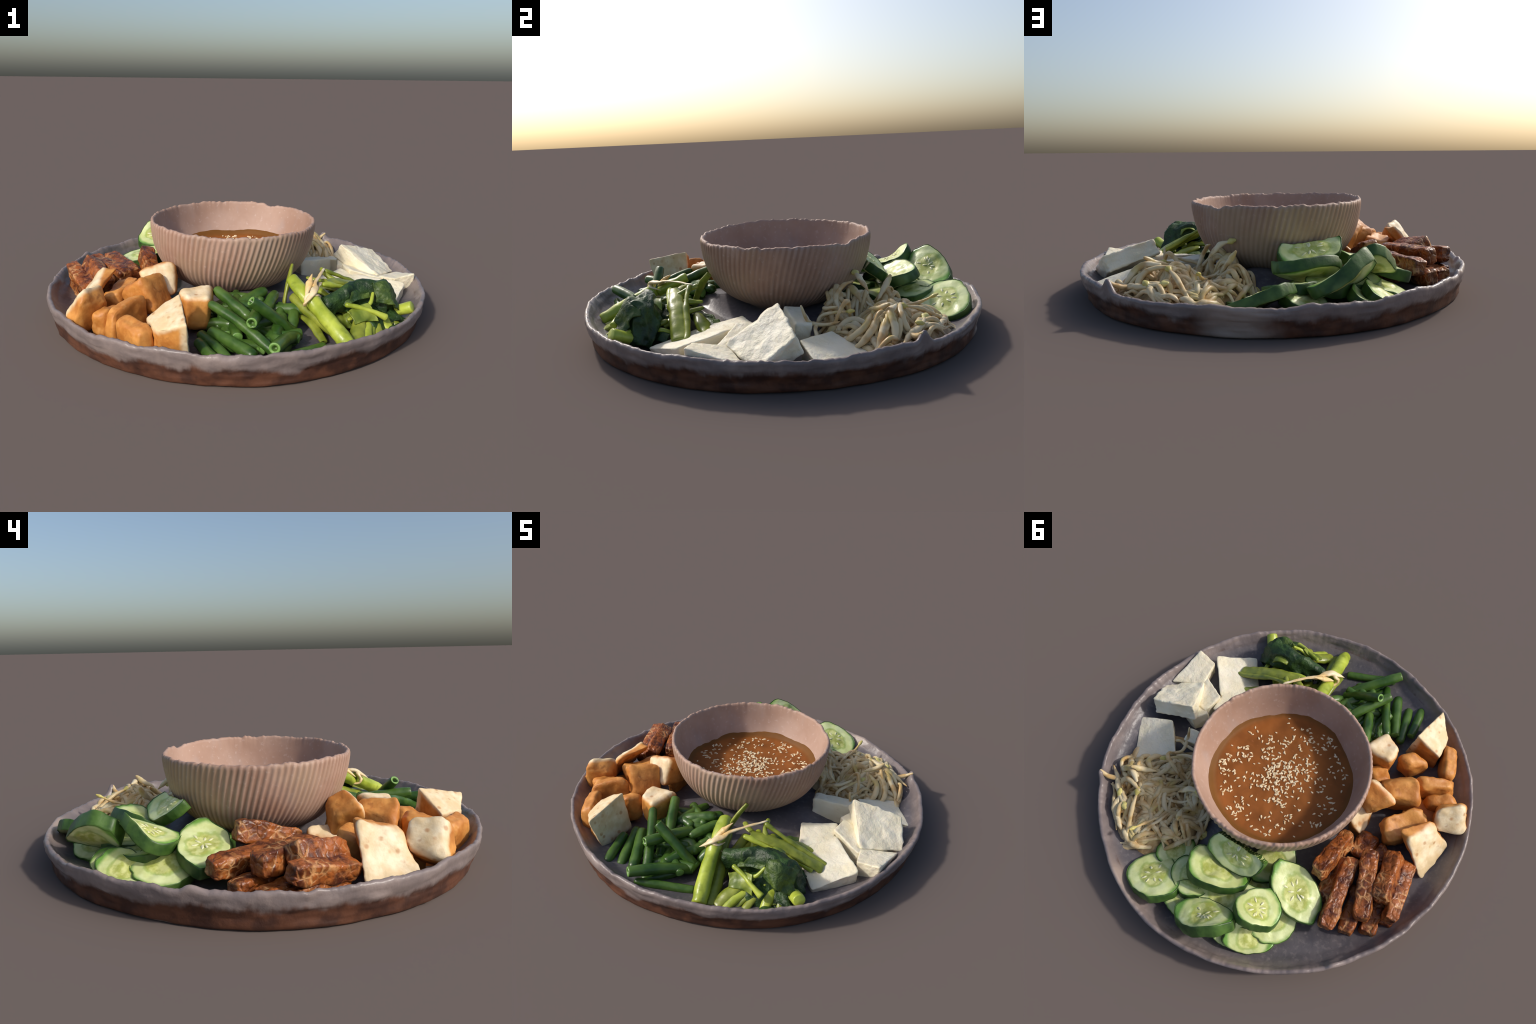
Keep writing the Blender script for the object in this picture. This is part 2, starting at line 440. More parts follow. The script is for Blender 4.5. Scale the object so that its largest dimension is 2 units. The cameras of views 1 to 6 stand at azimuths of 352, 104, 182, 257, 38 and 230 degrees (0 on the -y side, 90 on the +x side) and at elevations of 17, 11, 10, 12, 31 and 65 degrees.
# ------------------------------------------------------------------ bowl
BC = V3(-0.021, 0.026, 0)
def bowl():
    outer = [(0.15, 0.036), (0.19, 0.037), (0.20, 0.06), (0.215, 0.10), (0.26, 0.125), (0.315, 0.160), (0.362, 0.205), (0.396, 0.26), (0.418, 0.32), (0.431, 0.38), (0.438, 0.435), (0.437, 0.449)]
    inner = [(0.430, 0.455), (0.421, 0.451), (0.416, 0.43), (0.405, 0.38), (0.388, 0.33), (0.366, 0.285), (0.335, 0.24), (0.25, 0.18), (0.1, 0.16)]
    prof = densify([(0, 0.04)] + outer + inner + [(0, 0.158)], 0.009)
    top = int(np.argmax(prof[:, 1]))
    def shape(r, z, th, i):
        c, s = np.cos(th), np.sin(th)
        P = np.c_[c, s, np.full_like(c, z * 2)]
        rr = r + 0.003 * fbm(P, 3, 2, 31)
        if i < top:
            a = np.clip((z - 0.10) / 0.04, 0, 1) * np.clip((0.452 - z) / 0.02, 0, 1)
            sw = -0.16 * (0.455 - z) / 0.3
            back = 1 - 0.85 * np.exp(-(wrap(th - math.radians(70)) / 0.22) ** 2)   # ribs worn smooth here
            rr = rr + 0.0022 * a * back * np.sin(100 * (th - sw))
        h = np.clip((z - 0.38) / 0.075, 0, 1)
        dz = 0.004 * fbm(np.c_[c, s, 0 * c], 22, 2, 77) + 0.004 * fbm(np.c_[c, s, 0 * c], 4, 2, 71) - 0.011 * c * 0.438
        dz = dz - 0.013 * np.clip(1.4 * np.exp(-(wrap(th - math.radians(52)) / 0.07) ** 4), 0, 1) + 0.006 * np.exp(-(wrap(th - math.radians(200)) / 0.3) ** 2)
        return np.c_[rr * c + BC[0], rr * s + BC[1], z + dz * h]
    V, F = lathe(prof, 100 * 8, shape)
    N = vnormals(V, F)
    outward = ((V - BC) * N)[:, :2].sum(1)
    fm = [0 if outward[list(f)].mean() > 0.12 else 1 for f in F]
    ob = add_object("sauce_bowl", V, F, [BOWL, BOWLIN], Matrix.Translation(Vector((BC[0], BC[1], 0.036))), face_mats=fm)
    thing(ob, "ribbed pinkish stoneware bowl of brown sesame sauce", "bowl")
    # sauce surface with a raised meniscus
    SC = V3(-0.022, 0.022, 0.261)
    prof = [(0, 0)] + [(r, 0.006 * max(0, (r - 0.28) / 0.07) ** 2) for r in np.linspace(0.02, 0.35, 26)] + [(0.356, 0.012), (0.366, 0.022), (0.376, 0.031), (0.388, 0.034), (0.388, 0.025), (0.34, -0.02), (0, -0.02)]
    def sshape(r, z, th, i):
        c, s = np.cos(th), np.sin(th)
        P = np.c_[r * c, r * s, 0 * c]
        top = z > -0.01
        wav = (0.004 * fbm(P, 6, 2, 5) + 0.0016 * fbm(P, 30, 2, 6)) * top
        rr = r * (1 + (0.004 * fbm(np.c_[c, s, 0 * c], 3, 2, 4) if r > 0.3 else 0))
        return np.c_[rr * c + SC[0], rr * s + SC[1], SC[2] + z + wav]
    V, F = lathe(prof[::-1], 160, sshape)
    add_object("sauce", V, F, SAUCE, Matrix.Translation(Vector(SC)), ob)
    # sesame seeds: teardrop grains, dense in the middle and in loose clumps
    r = np.random.default_rng(12)
    ph = np.linspace(0, math.pi, 6)
    th = np.linspace(0, 2 * math.pi, 7, endpoint=False)
    seed = [np.array([-math.cos(p) * 0.0082, math.sin(p) * math.cos(t) * 0.0043 * (1 - 0.3 * math.cos(p)), math.sin(p) * math.sin(t) * 0.003]) for p in ph[1:-1] for t in th]
    seed = np.array([[-0.0082, 0, 0]] + [q for q in seed] + [[0.0082, 0, 0]])
    sf = []
    for k in range(7):
        k2 = (k + 1) % 7
        sf.append((0, 1 + k2, 1 + k))
        for i in range(3):
            a, b = 1 + i * 7, 8 + i * 7
            sf.append((a + k, a + k2, b + k2, b + k))
        sf.append((22 + k, 22 + k2, 29))
    spots = []
    mid = V3(-0.005, -0.02)
    for _ in range(150):
        spots.append(mid + r.normal(0, 1, 2) * (0.062, 0.062))
    for _ in range(58):
        a, q = r.uniform(0, 2 * math.pi), 0.33 * math.sqrt(r.uniform(0.03, 1))
        cl = V3(q * math.cos(a), q * math.sin(a))
        for _ in range(r.integers(1, 9)):
            spots.append(cl + r.normal(0, 0.018, 2))
    for _ in range(170):
        a, q = r.uniform(0, 2 * math.pi), 0.335 * math.sqrt(r.uniform(0, 1))
        spots.append(V3(q * math.cos(a), q * math.sin(a)))
    SV, SF = [], []
    for p in spots:
        if np.hypot(*p) > 0.335:
            continue
        a = r.uniform(0, 2 * math.pi)
        k = r.uniform(0.8, 1.25)
        R = np.array([[math.cos(a), -math.sin(a), 0], [math.sin(a), math.cos(a), 0], [0, 0, 1]])
        q = V3(p[0], p[1], 0)
        z = SC[2] + 0.004 * fbm(q[None], 6, 2, 5)[0] + 0.0016 * fbm(q[None], 30, 2, 6)[0] + 0.0012 + 0.006 * max(0, (np.hypot(*p) - 0.28) / 0.07) ** 2
        off = len(SV) * len(seed)
        SV.append(seed @ R.T * k + V3(SC[0] + p[0], SC[1] + p[1], z))
        SF += [tuple(j + off for j in f) for f in sf]
    so = add_object("sesame_seeds", np.vstack(SV), SF, SESAME, Matrix.Translation(Vector(SC)), ob)
    so["kind"] = "stuff"
bowl()

# ------------------------------------------------------------------ blocks (tofu, tempeh)
import bmesh
def unit_cube(n):
    bm = bmesh.new()
    bmesh.ops.create_cube(bm, size=2)
    bmesh.ops.subdivide_edges(bm, edges=bm.edges[:], cuts=n, use_grid_fill=True)
    bm.verts.ensure_lookup_table()
    V = np.array([v.co[:] for v in bm.verts])
    F = [tuple(v.index for v in f.verts) for f in bm.faces]
    bm.free()
    return V, F
CUBE_V, CUBE_F = unit_cube(17)
CUBE_W = np.sin(CUBE_V * math.pi / 2)

def block(name, top, bottom, mat, rnd=0.25, amp=0.006, scale=14, seed=0, dent=0.0, planar=False, grow=1.0):
    """Rounded, lumpy six-sided block. top: four corners of the +Z (cut) face, bottom: the opposite four."""
    top, bot = np.array(top, float), np.array(bottom, float)
    mid = (top.mean(0) + bot.mean(0)) / 2
    top, bot = mid + (top - mid) * grow, mid + (bot - mid) * grow
    nrm = np.cross(top[2] - top[0], top[3] - top[1])
    if nrm @ (top.mean(0) - bot.mean(0)) < 0:
        top, bot = top[[1, 0, 3, 2]], bot[[1, 0, 3, 2]]
        nrm = -nrm
    Z = norm(nrm)
    if planar:
        top = top - np.outer((top - top.mean(0)) @ Z, Z)
    X = (top[0] + top[1] - top[2] - top[3])
    X = norm(X - Z * (X @ Z))
    Y = np.cross(Z, X)
    # rounded cube in parameter space
    p = CUBE_W
    q = np.clip(p, -1 + rnd, 1 - rnd)
    d = p - q
    L = np.linalg.norm(d, axis=1, keepdims=True)
    p = np.where(L > 1e-6, q + d / np.maximum(L, 1e-9) * rnd, p)
    s, t, w = (p[:, 0] + 1) / 2, (p[:, 1] + 1) / 2, (p[:, 2] + 1) / 2
    # X runs from edge (2,3) to edge (0,1); Y from edge (0,3) to (1,2) or back
    ysign = 1 if (top[1] + top[2] - top[0] - top[3]) @ Y > 0 else -1
    def quad(c):
        a = c[3][None] * (1 - s[:, None]) + c[0][None] * s[:, None]
        b = c[2][None] * (1 - s[:, None]) + c[1][None] * s[:, None]
        tt = t[:, None] if ysign > 0 else 1 - t[:, None]
        return a * (1 - tt) + b * tt
    V = quad(bot) * (1 - w[:, None]) + quad(top) * w[:, None]
    N = vnormals(V, CUBE_F)
    c = V.mean(0)
    out = np.sign(((V - c) * N).sum(1).mean())
    N = N * out
    F = CUBE_F if out > 0 else [f[::-1] for f in CUBE_F]
    V = V + N * (amp * fbm(V + seed * 3.7, scale, 3, seed) + amp * 0.45 * fbm(V, scale * 4, 2, seed + 5))[:, None]
    if dent:
        V = V - Z * (dent * (1 - s * 0 - (2 * s - 1) ** 2) * (1 - (2 * t - 1) ** 2) * w ** 4)[:, None]
    lo = np.array([(V - c) @ a for a in (X, Y, Z)])
    half = (lo.max(1) - lo.min(1)) / 2
    cc = c + sum(a * (l.max() + l.min()) / 2 for a, l in zip((X, Y, Z), lo))
    return add_object(name, V, F, mat, make_frame(cc, X, Y, Z, half))

def down(top, z=FLOOR + 0.004, shrink=0.95, shift=(0, 0)):
    top = np.array(top, float)
    c = top.mean(0)
    b = c + (top - c) * shrink
    b[:, 2] = z
    b[:, :2] += shift
    return b

def tofu():
    lab = ("cut block of soft white tofu", "tofu")
    A = V3((.608, .120, .264), (.840, .238, .188), (.935, .105, .092), (.776, -.068, .128))
    A = np.array([(.608, .120, .264), (.840, .238, .188), (.935, .105, .092), (.776, -.068, .128)])
    n = norm(np.cross(A[3] - A[0], A[1] - A[0]))
    n = n if n[2] > 0 else -n
    thing(block("tofu_block", A, A - n * 0.085, TOFU, 0.10, 0.0065, 26, 1), *lab)
    B = [(.631, -.072, .146), (.868, -.231, .140), (.733, -.426, .078), (.515, -.265, .105)]
    thing(block("tofu_block", B, down(B), TOFU, 0.12, 0.004, 14, 2), *lab)
    B2 = [(.43, -.10, .145), (.605, .005, .150), (.620, -.07, .148), (.59, -.225, .12), ]
    B2 = [(.425, -.09, .140), (.59, .015, .152), (.645, -.11, .140), (.52, -.245, .115)]
    thing(block("tofu_block", B2, down(B2), TOFU, 0.14, 0.004, 14, 3), *lab)
    C = [(.945, -.175, .168), (.825, -.190, .150), (.775, -.055, .118), (.925, .065, .098)]
    thing(block("tofu_block", C, down(C, shrink=0.9), TOFU, 0.10, 0.004, 14, 4), *lab)
    D = [(.520, .335, .113), (.69, .222, .128), (.862, .337, .078), (.665, .520, .066)]
    thing(block("tofu_block", D, down(D), TOFU, 0.12, 0.003, 14, 5), *lab)
    E = [(.372, .090, .175), (.575, .185, .158), (.545, .262, .150), (.340, .168, .165)]
    thing(block("tofu_block", E, down(E, shift=(.01, -.02)), TOFU, 0.22, 0.004, 14, 6), *lab)
    G = [(.575, .055, .165), (.60, .150, .170), (.70, .145, .15), (.66, .03, .13)]
    thing(block("tofu_block", G, down(G), TOFU, 0.2, 0.004, 14, 7), *lab)
    H = [(.612, -.062, .166), (.79, -.105, .125), (.82, .06, .10), (.60, .06, .165)]
    thing(block("tofu_block", H, down(H), TOFU, 0.14, 0.004, 14, 8), *lab)
tofu()

def fried_tofu():
    lab = ("golden fried tofu puff with pale spongy inside", "fried tofu")
    def add(top, bottom, kind, rnd=0.3, seed=0, amp=0.007, dent=0.0):
        ob = thing(block("fried_tofu_puff", top, bottom, FRIED[kind], rnd, amp, 11, seed, dent, bool(kind), 1.06), *lab)
        if kind == "two_cuts":
            inv = ob.matrix_world.inverted()
            q = [np.array(inv @ Vector(p)) for p in (top[0], top[1], bottom[1], bottom[0])]
            pn = norm(np.cross(q[2] - q[0], q[3] - q[1]))
            c = sum(q) / 4
            pn = pn if pn @ c > 0 else -pn
            ob.data.materials[0] = mat_fried("fried_tofu_corner_cut", ["z"], ([float(v) for v in pn], float(pn @ c)))
    a = [(-.188, -.580, .218), (-.165, -.415, .258), (-.334, -.455, .222), (-.295, -.565, .244)]
    add(a, down(a, .07, .86), "one_cut", 0.4, 11)
    b = [(-.302, -.888, .236), (-.325, -.652, .288), (-.462, -.694, .196), (-.42, -.82, .192)]
    add(b, [(-.292, -.835, .045), (-.300, -.645, .07), (-.455, -.70, .045), (-.415, -.81, .045)], "two_cuts", 0.13, 12, 0.006)
    c = [(-.505, -.818, .178), (-.425, -.780, .212), (-.550, -.632, .200), (-.600, -.678, .186)]
    add(c, down(c, .045, .98), "", 0.55, 13)
    d = [(-.345, -.618, .225), (-.315, -.530, .205), (-.415, -.525, .200), (-.468, -.645, .172)]
    add(d, down(d, .05), "", 0.6, 14)
    e = [(-.502, -.477, .310), (-.395, -.332, .275), (-.475, -.31, .262), (-.588, -.412, .214)]
    add(e, [(-.434, -.520, .14), (-.34, -.40, .12), (-.44, -.29, .08), (-.56, -.39, .08)], "", 0.4, 15, 0.008)
    k = [(-.352, -.288, .325), (-.527, -.296, .278), (-.475, -.355, .180), (-.335, -.362, .165)]
    add(k, [(-.335, -.215, .275), (-.455, -.195, .235), (-.43, -.20, .13), (-.33, -.21, .13)], "one_cut", 0.42, 16)
    f = [(-.470, -.512, .245), (-.600, -.656, .205), (-.645, -.605, .205), (-.538, -.478, .222)]
    add(f, down(f, .05, 1.1), "", 0.48, 17)
    g = [(-.565, -.490, .185), (-.640, -.600, .200), (-.715, -.570, .175), (-.625, -.465, .180)]
    add(g, down(g, .045, 1.1), "", 0.55, 18)
    h = [(-.510, -.215, .222), (-.612, -.152, .198), (-.700, -.365, .185), (-.598, -.405, .222)]
    add(h, down(h, .06, 0.9), "", 0.42, 19, 0.012, 0.02)
    i = [(-.655, -.440, .256), (-.765, -.525, .296), (-.835, -.500, .12), (-.740, -.355, .185)]
    add(i, [(-.655, -.505, .205), (-.745, -.580, .235), (-.785, -.575, .07), (-.64, -.48, .07)], "mid_cut", 0.48, 20)
    j = [(-.675, -.205, .262), (-.750, -.365, .226), (-.805, -.400, .075), (-.865, -.185, .080)]
    add(j, np.array(j) + V3(.058, -.012, .004), "thin_cut", 0.26, 21, 0.008)
    l = [(-.408, -.100, .185), (-.375, -.235, .165), (-.435, -.245, .14), (-.490, -.108, .10)]
    add(l, down(l, .04), "one_cut", 0.3, 22)
    m = [(-.56, -.30, .10), (-.72, -.36, .10), (-.70, -.50, .12), (-.50, -.48, .12)]
    add(m, down(m, .04), "", 0.35, 23)
    o = [(-.240, -.390, .150), (-.330, -.350, .160), (-.390, -.430, .150), (-.300, -.480, .140)]
    add(o, down(o, .05), "", 0.5, 24)
fried_tofu()

def tempeh():
    lab = ("dark glazed fried tempeh strip with soybeans", "tempeh")
    def strip(p0, p1, w, h, roll=0.0, seed=0, taper=1.0):
        w, h = w * 0.94, h * 0.96
        p0, p1 = V3(*p0), V3(*p1)
        t = norm(p1 - p0)
        side = norm(np.cross(t, (0, 0, 1)))
        up = np.cross(side, t)
        s2 = side * math.cos(roll) + up * math.sin(roll)
        u2 = up * math.cos(roll) - side * math.sin(roll)
        top = [p0 - s2 * w / 2 + u2 * h / 2, p0 + s2 * w / 2 + u2 * h / 2, p1 + s2 * w / 2 * taper + u2 * h / 2 * taper, p1 - s2 * w / 2 * taper + u2 * h / 2 * taper]
        bot = [q - u2 * h * (1 if k < 2 else taper) for k, q in enumerate(top)]
        thing(block("tempeh_strip", top, bot, TEMPEH, 0.32, 0.0075, 16, seed), *lab)
    strip((-.505, .228, .222), (-.455, -.045, .135), .085, .105, 0.25, 31)
    strip((-.712, .362, .152), (-.550, .030, .145), .082, .085, -0.15, 32)
    strip((-.800, .210, .178), (-.598, -.060, .160), .088, .095, 0.1, 33)
    strip((-.798, .078, .205), (-.690, -.150, .150), .090, .110, 0.45, 34)
    strip((-.892, .120, .180), (-.755, -.175, .112), .078, .085, -0.2, 35)
    strip((-.790, .295, .085), (-.680, .09, .085), .085, .085, 0.1, 36)
    strip((-.858, .218, .080), (-.740, -.02, .080), .085, .08, 0.0, 37)
    strip((-.610, .268, .100), (-.520, .05, .11), .11, .10, 0.3, 38)
    strip((-.560, -.010, .085), (-.530, -.150, .09), .11, .09, 0.2, 39)
    strip((-.880, .130, .075), (-.740, -.13, .075), .10, .08, 0.1, 40)
    strip((-.640, .02, .075), (-.630, -.16, .08), .10, .08, 0.0, 41)
tempeh()

# ------------------------------------------------------------------ tubes (beans, stems, sprouts)
def tube(pts, radii, n=20, seg=14, flat=1.0, ends=("round", "round"), up=(0, 0, 1), wob=0.0, seed=0, wscale=20):
    C = spline(pts, n)
    R = np.interp(np.linspace(0, 1, n), np.linspace(0, 1, len(radii)), radii)
    T = np.gradient(C, axis=0)
    T = T / np.maximum(np.linalg.norm(T, axis=1, keepdims=True), 1e-9)
    rings = []   # (centre, radius, tangent index)
    def cap(k, style, sgn):
        c, r, t = C[k], R[k], T[k] * sgn
        if style == "round":
            return [(c + t * r * math.sin(a) * 0.9, r * math.cos(a)) for a in (0.5, 0.95, 1.3)] + [(c + t * r * 0.92, 0)]
        if style == "hollow":
            return [(c + t * r * 0.22, r * 0.93), (c + t * r * 0.25, r * 0.75), (c + t * r * 0.12, r * 0.5), (c - t * r * 0.5, r * 0.38), (c - t * r * 0.6, 0)]
        if style == "point":
            return [(c + t * r * 1.5, r * 0.6), (c + t * r * 3.0, r * 0.25), (c + t * r * 3.6, 0)]
        return [(c + t * r * 0.15, r * 0.95), (c + t * r * 0.22, r * 0.80), (c + t * r * 0.2, 0)]
    first, last = cap(0, ends[0], -1)[::-1], cap(n - 1, ends[1], 1)
    seq = [(c, r, 0) for c, r in first] + [(C[k], R[k], k) for k in range(n)] + [(c, r, n - 1) for c, r in last]
    ang = np.linspace(0, 2 * math.pi, seg, endpoint=False)
    V, F, idx = [], [], []
    cnt = 0
    for c, r, k in seq:
        s = norm(np.cross(T[k], up))
        u = np.cross(s, T[k])
        if r == 0:
            V.append(c[None]); idx.append((cnt, 1)); cnt += 1
        else:
            V.append(c + r * np.cos(ang)[:, None] * s + r * flat * np.sin(ang)[:, None] * u)
            idx.append((cnt, seg)); cnt += seg
    V = np.vstack(V)
    for (a, na), (b, nb) in zip(idx, idx[1:]):
        for k in range(seg):
            k2 = (k + 1) % seg
            if na == 1:
                F.append((a, b + k2, b + k)[::-1])
            elif nb == 1:
                F.append((a + k, a + k2, b)[::-1])
            else:
                F.append((a + k, a + k2, b + k2, b + k)[::-1])
    if wob:
        N = vnormals(V, F)
        V = V - N * (wob * fbm(V, wscale, 2, seed))[:, None]
    # make the faces look outwards
    c = C[n // 2]
    N = vnormals(V, F)
    if ((V - np.repeat(C[[n // 2]], len(V), 0)) * N).sum() < 0:
        F = [f[::-1] for f in F]
    return V, F

def end_faces(V, F, p, q, r):
    """1 for faces within r of either end point (the cut ends)"""
    out = []
    for f in F:
        c = V[list(f)].mean(0)
        out.append(0)
    return out

def green_beans():
    lab = ("short cut length of cooked green bean", "green bean")
    R = 0.0250
    beans = [((-.016, -.689, .250), (.085, -.672, .165), (.18, -.650, .075)), ((.044, -.938, .146), (.115, -.805, .118), (.192, -.680, .072)),
             ((.072, -.915, .085), (.175, -.845, .070), (.288, -.768, .055)), ((-.026, -.770, .186), (.010, -.650, .172), (.045, -.53, .150)),
             ((-.026, -.614, .152), (-.090, -.530, .190), (-.148, -.450, .218)), ((.055, -.850, .085), (-.065, -.705, .155), (-.180, -.582, .200)),
             ((-.036, -.850, .078), (-.105, -.760, .092), (-.19, -.660, .105)), ((-.122, -.862, .048), (-.175, -.765, .075), (-.232, -.660, .092)),
             ((-.174, -.900, .068), (-.215, -.815, .080), (-.250, -.730, .090)), ((-.060, -.496, .148), (.01, -.445, .170), (.075, -.402, .184)),
             ((-.06, -.455, .125), (.01, -.41, .125), (.09, -.365, .125)), ((-.06, -.620, .110), (-.10, -.550, .125), (-.14, -.48, .13)),
             ((.060, -.860, .058), (.10, -.79, .055), (.15, -.70, .055)), ((.120, -.560, .105), (.14, -.52, .12), (.15, -.46, .13)),
             ((.185, -.600, .085), (.20, -.55, .11), (.21, -.49, .12)), ((.02, -.62, .11), (.08, -.58, .12), (.14, -.60, .11))]
    r = np.random.default_rng(5)
    for k in range(42):
        c = V3(r.uniform(-.16, .16), r.uniform(-.76, -.40), 0)
        if k > 28:
            c[1] = r.uniform(-.52, -.39)
        c[2] = r.uniform(.06, .085 + .08 * np.clip((c[1] + .76) / .32, 0, 1))
        a = r.uniform(0, math.pi)
        d = V3(math.cos(a), math.sin(a), r.uniform(-.15, .15)) * r.uniform(.07, .11)
        beans.append((c - d, c + V3(0, 0, .008), c + d))
    for k, b in enumerate(beans):
        f = 1.0 + 0.12 * math.sin(k * 2.3)
        ends = ("hollow", "flat") if k in (0, 1, 3) else (("flat", "round") if k % 2 else ("round", "flat"))
        V, F = tube(b, [R * f * .95, R * f * 1.08, R * f, R * f * 1.05, R * f * .95], 22, 16, 0.96, ends, wob=0.0022, seed=k, wscale=28)
        # the cut end is lighter inside
        C0, C1 = V3(*b[0]), V3(*b[-1])
        d0, d1 = norm(V3(*b[1]) - C0), norm(V3(*b[1]) - C1)
        fm = []
        for f in F:
            m = V[list(f)].mean(0)
            fm.append(1 if (ends[0] != "round" and (m - C0) @ d0 < -R * 0.17) or (ends[1] != "round" and (m - C1) @ d1 < -R * 0.17) else 0)
        thing(add_object("green_bean", V, F, [BEAN, BEANCUT], face_mats=fm), *lab)
green_beans()

def sheet(rows, nu, nv, thick, seed, amp, scale=12, fold=0.0, ruffle=0.0):
    """thin leaf through rows of control points"""
    G = np.array([spline(r, nv) for r in rows])
    S = np.array([spline(G[:, k], nu) for k in range(nv)]).transpose(1, 0, 2)
    P = S.reshape(-1, 3)
    F = [(i * nv + j, i * nv + j + 1, (i + 1) * nv + j + 1, (i + 1) * nv + j) for i in range(nu - 1) for j in range(nv - 1)]
    N = vnormals(P, F)
    P = P + N * (amp * fbm(P, scale, 3, seed))[:, None]
    if fold:   # sharp creases between puffed folds
        w = P + 0.03 * np.c_[noise(P, 9, seed + 1), noise(P, 9, seed + 2), noise(P, 9, seed + 3)]
        P = P + N * (fold * (np.abs(noise(w * V3(1, 1, .5), 10, seed + 4)) ** 0.7 * 1.6 - 0.6 + 0.25 * np.abs(noise(w, 24, seed + 6))))[:, None]
    if ruffle:
        i, j = np.divmod(np.arange(len(P)), nv)
        e = np.minimum(np.minimum(i, nu - 1 - i) / nu, np.minimum(j, nv - 1 - j) / nv)
        P = P + N * (ruffle * np.exp(-e / 0.09) * noise(P, 38, seed + 8))[:, None]
    N = vnormals(P, F)
    m = len(P)
    V = np.vstack([P + N * thick / 2, P - N * thick / 2])
    FF = F + [tuple(k + m for k in f[::-1]) for f in F]
    ring = [(0, j) for j in range(nv)] + [(i, nv - 1) for i in range(1, nu)] + [(nu - 1, j) for j in range(nv - 2, -1, -1)] + [(i, 0) for i in range(nu - 2, 0, -1)]
    ids = [i * nv + j for i, j in ring]
    for a, b in zip(ids, ids[1:] + ids[:1]):
        FF.append((a, b, b + m, a + m)[::-1])
    return V, FF

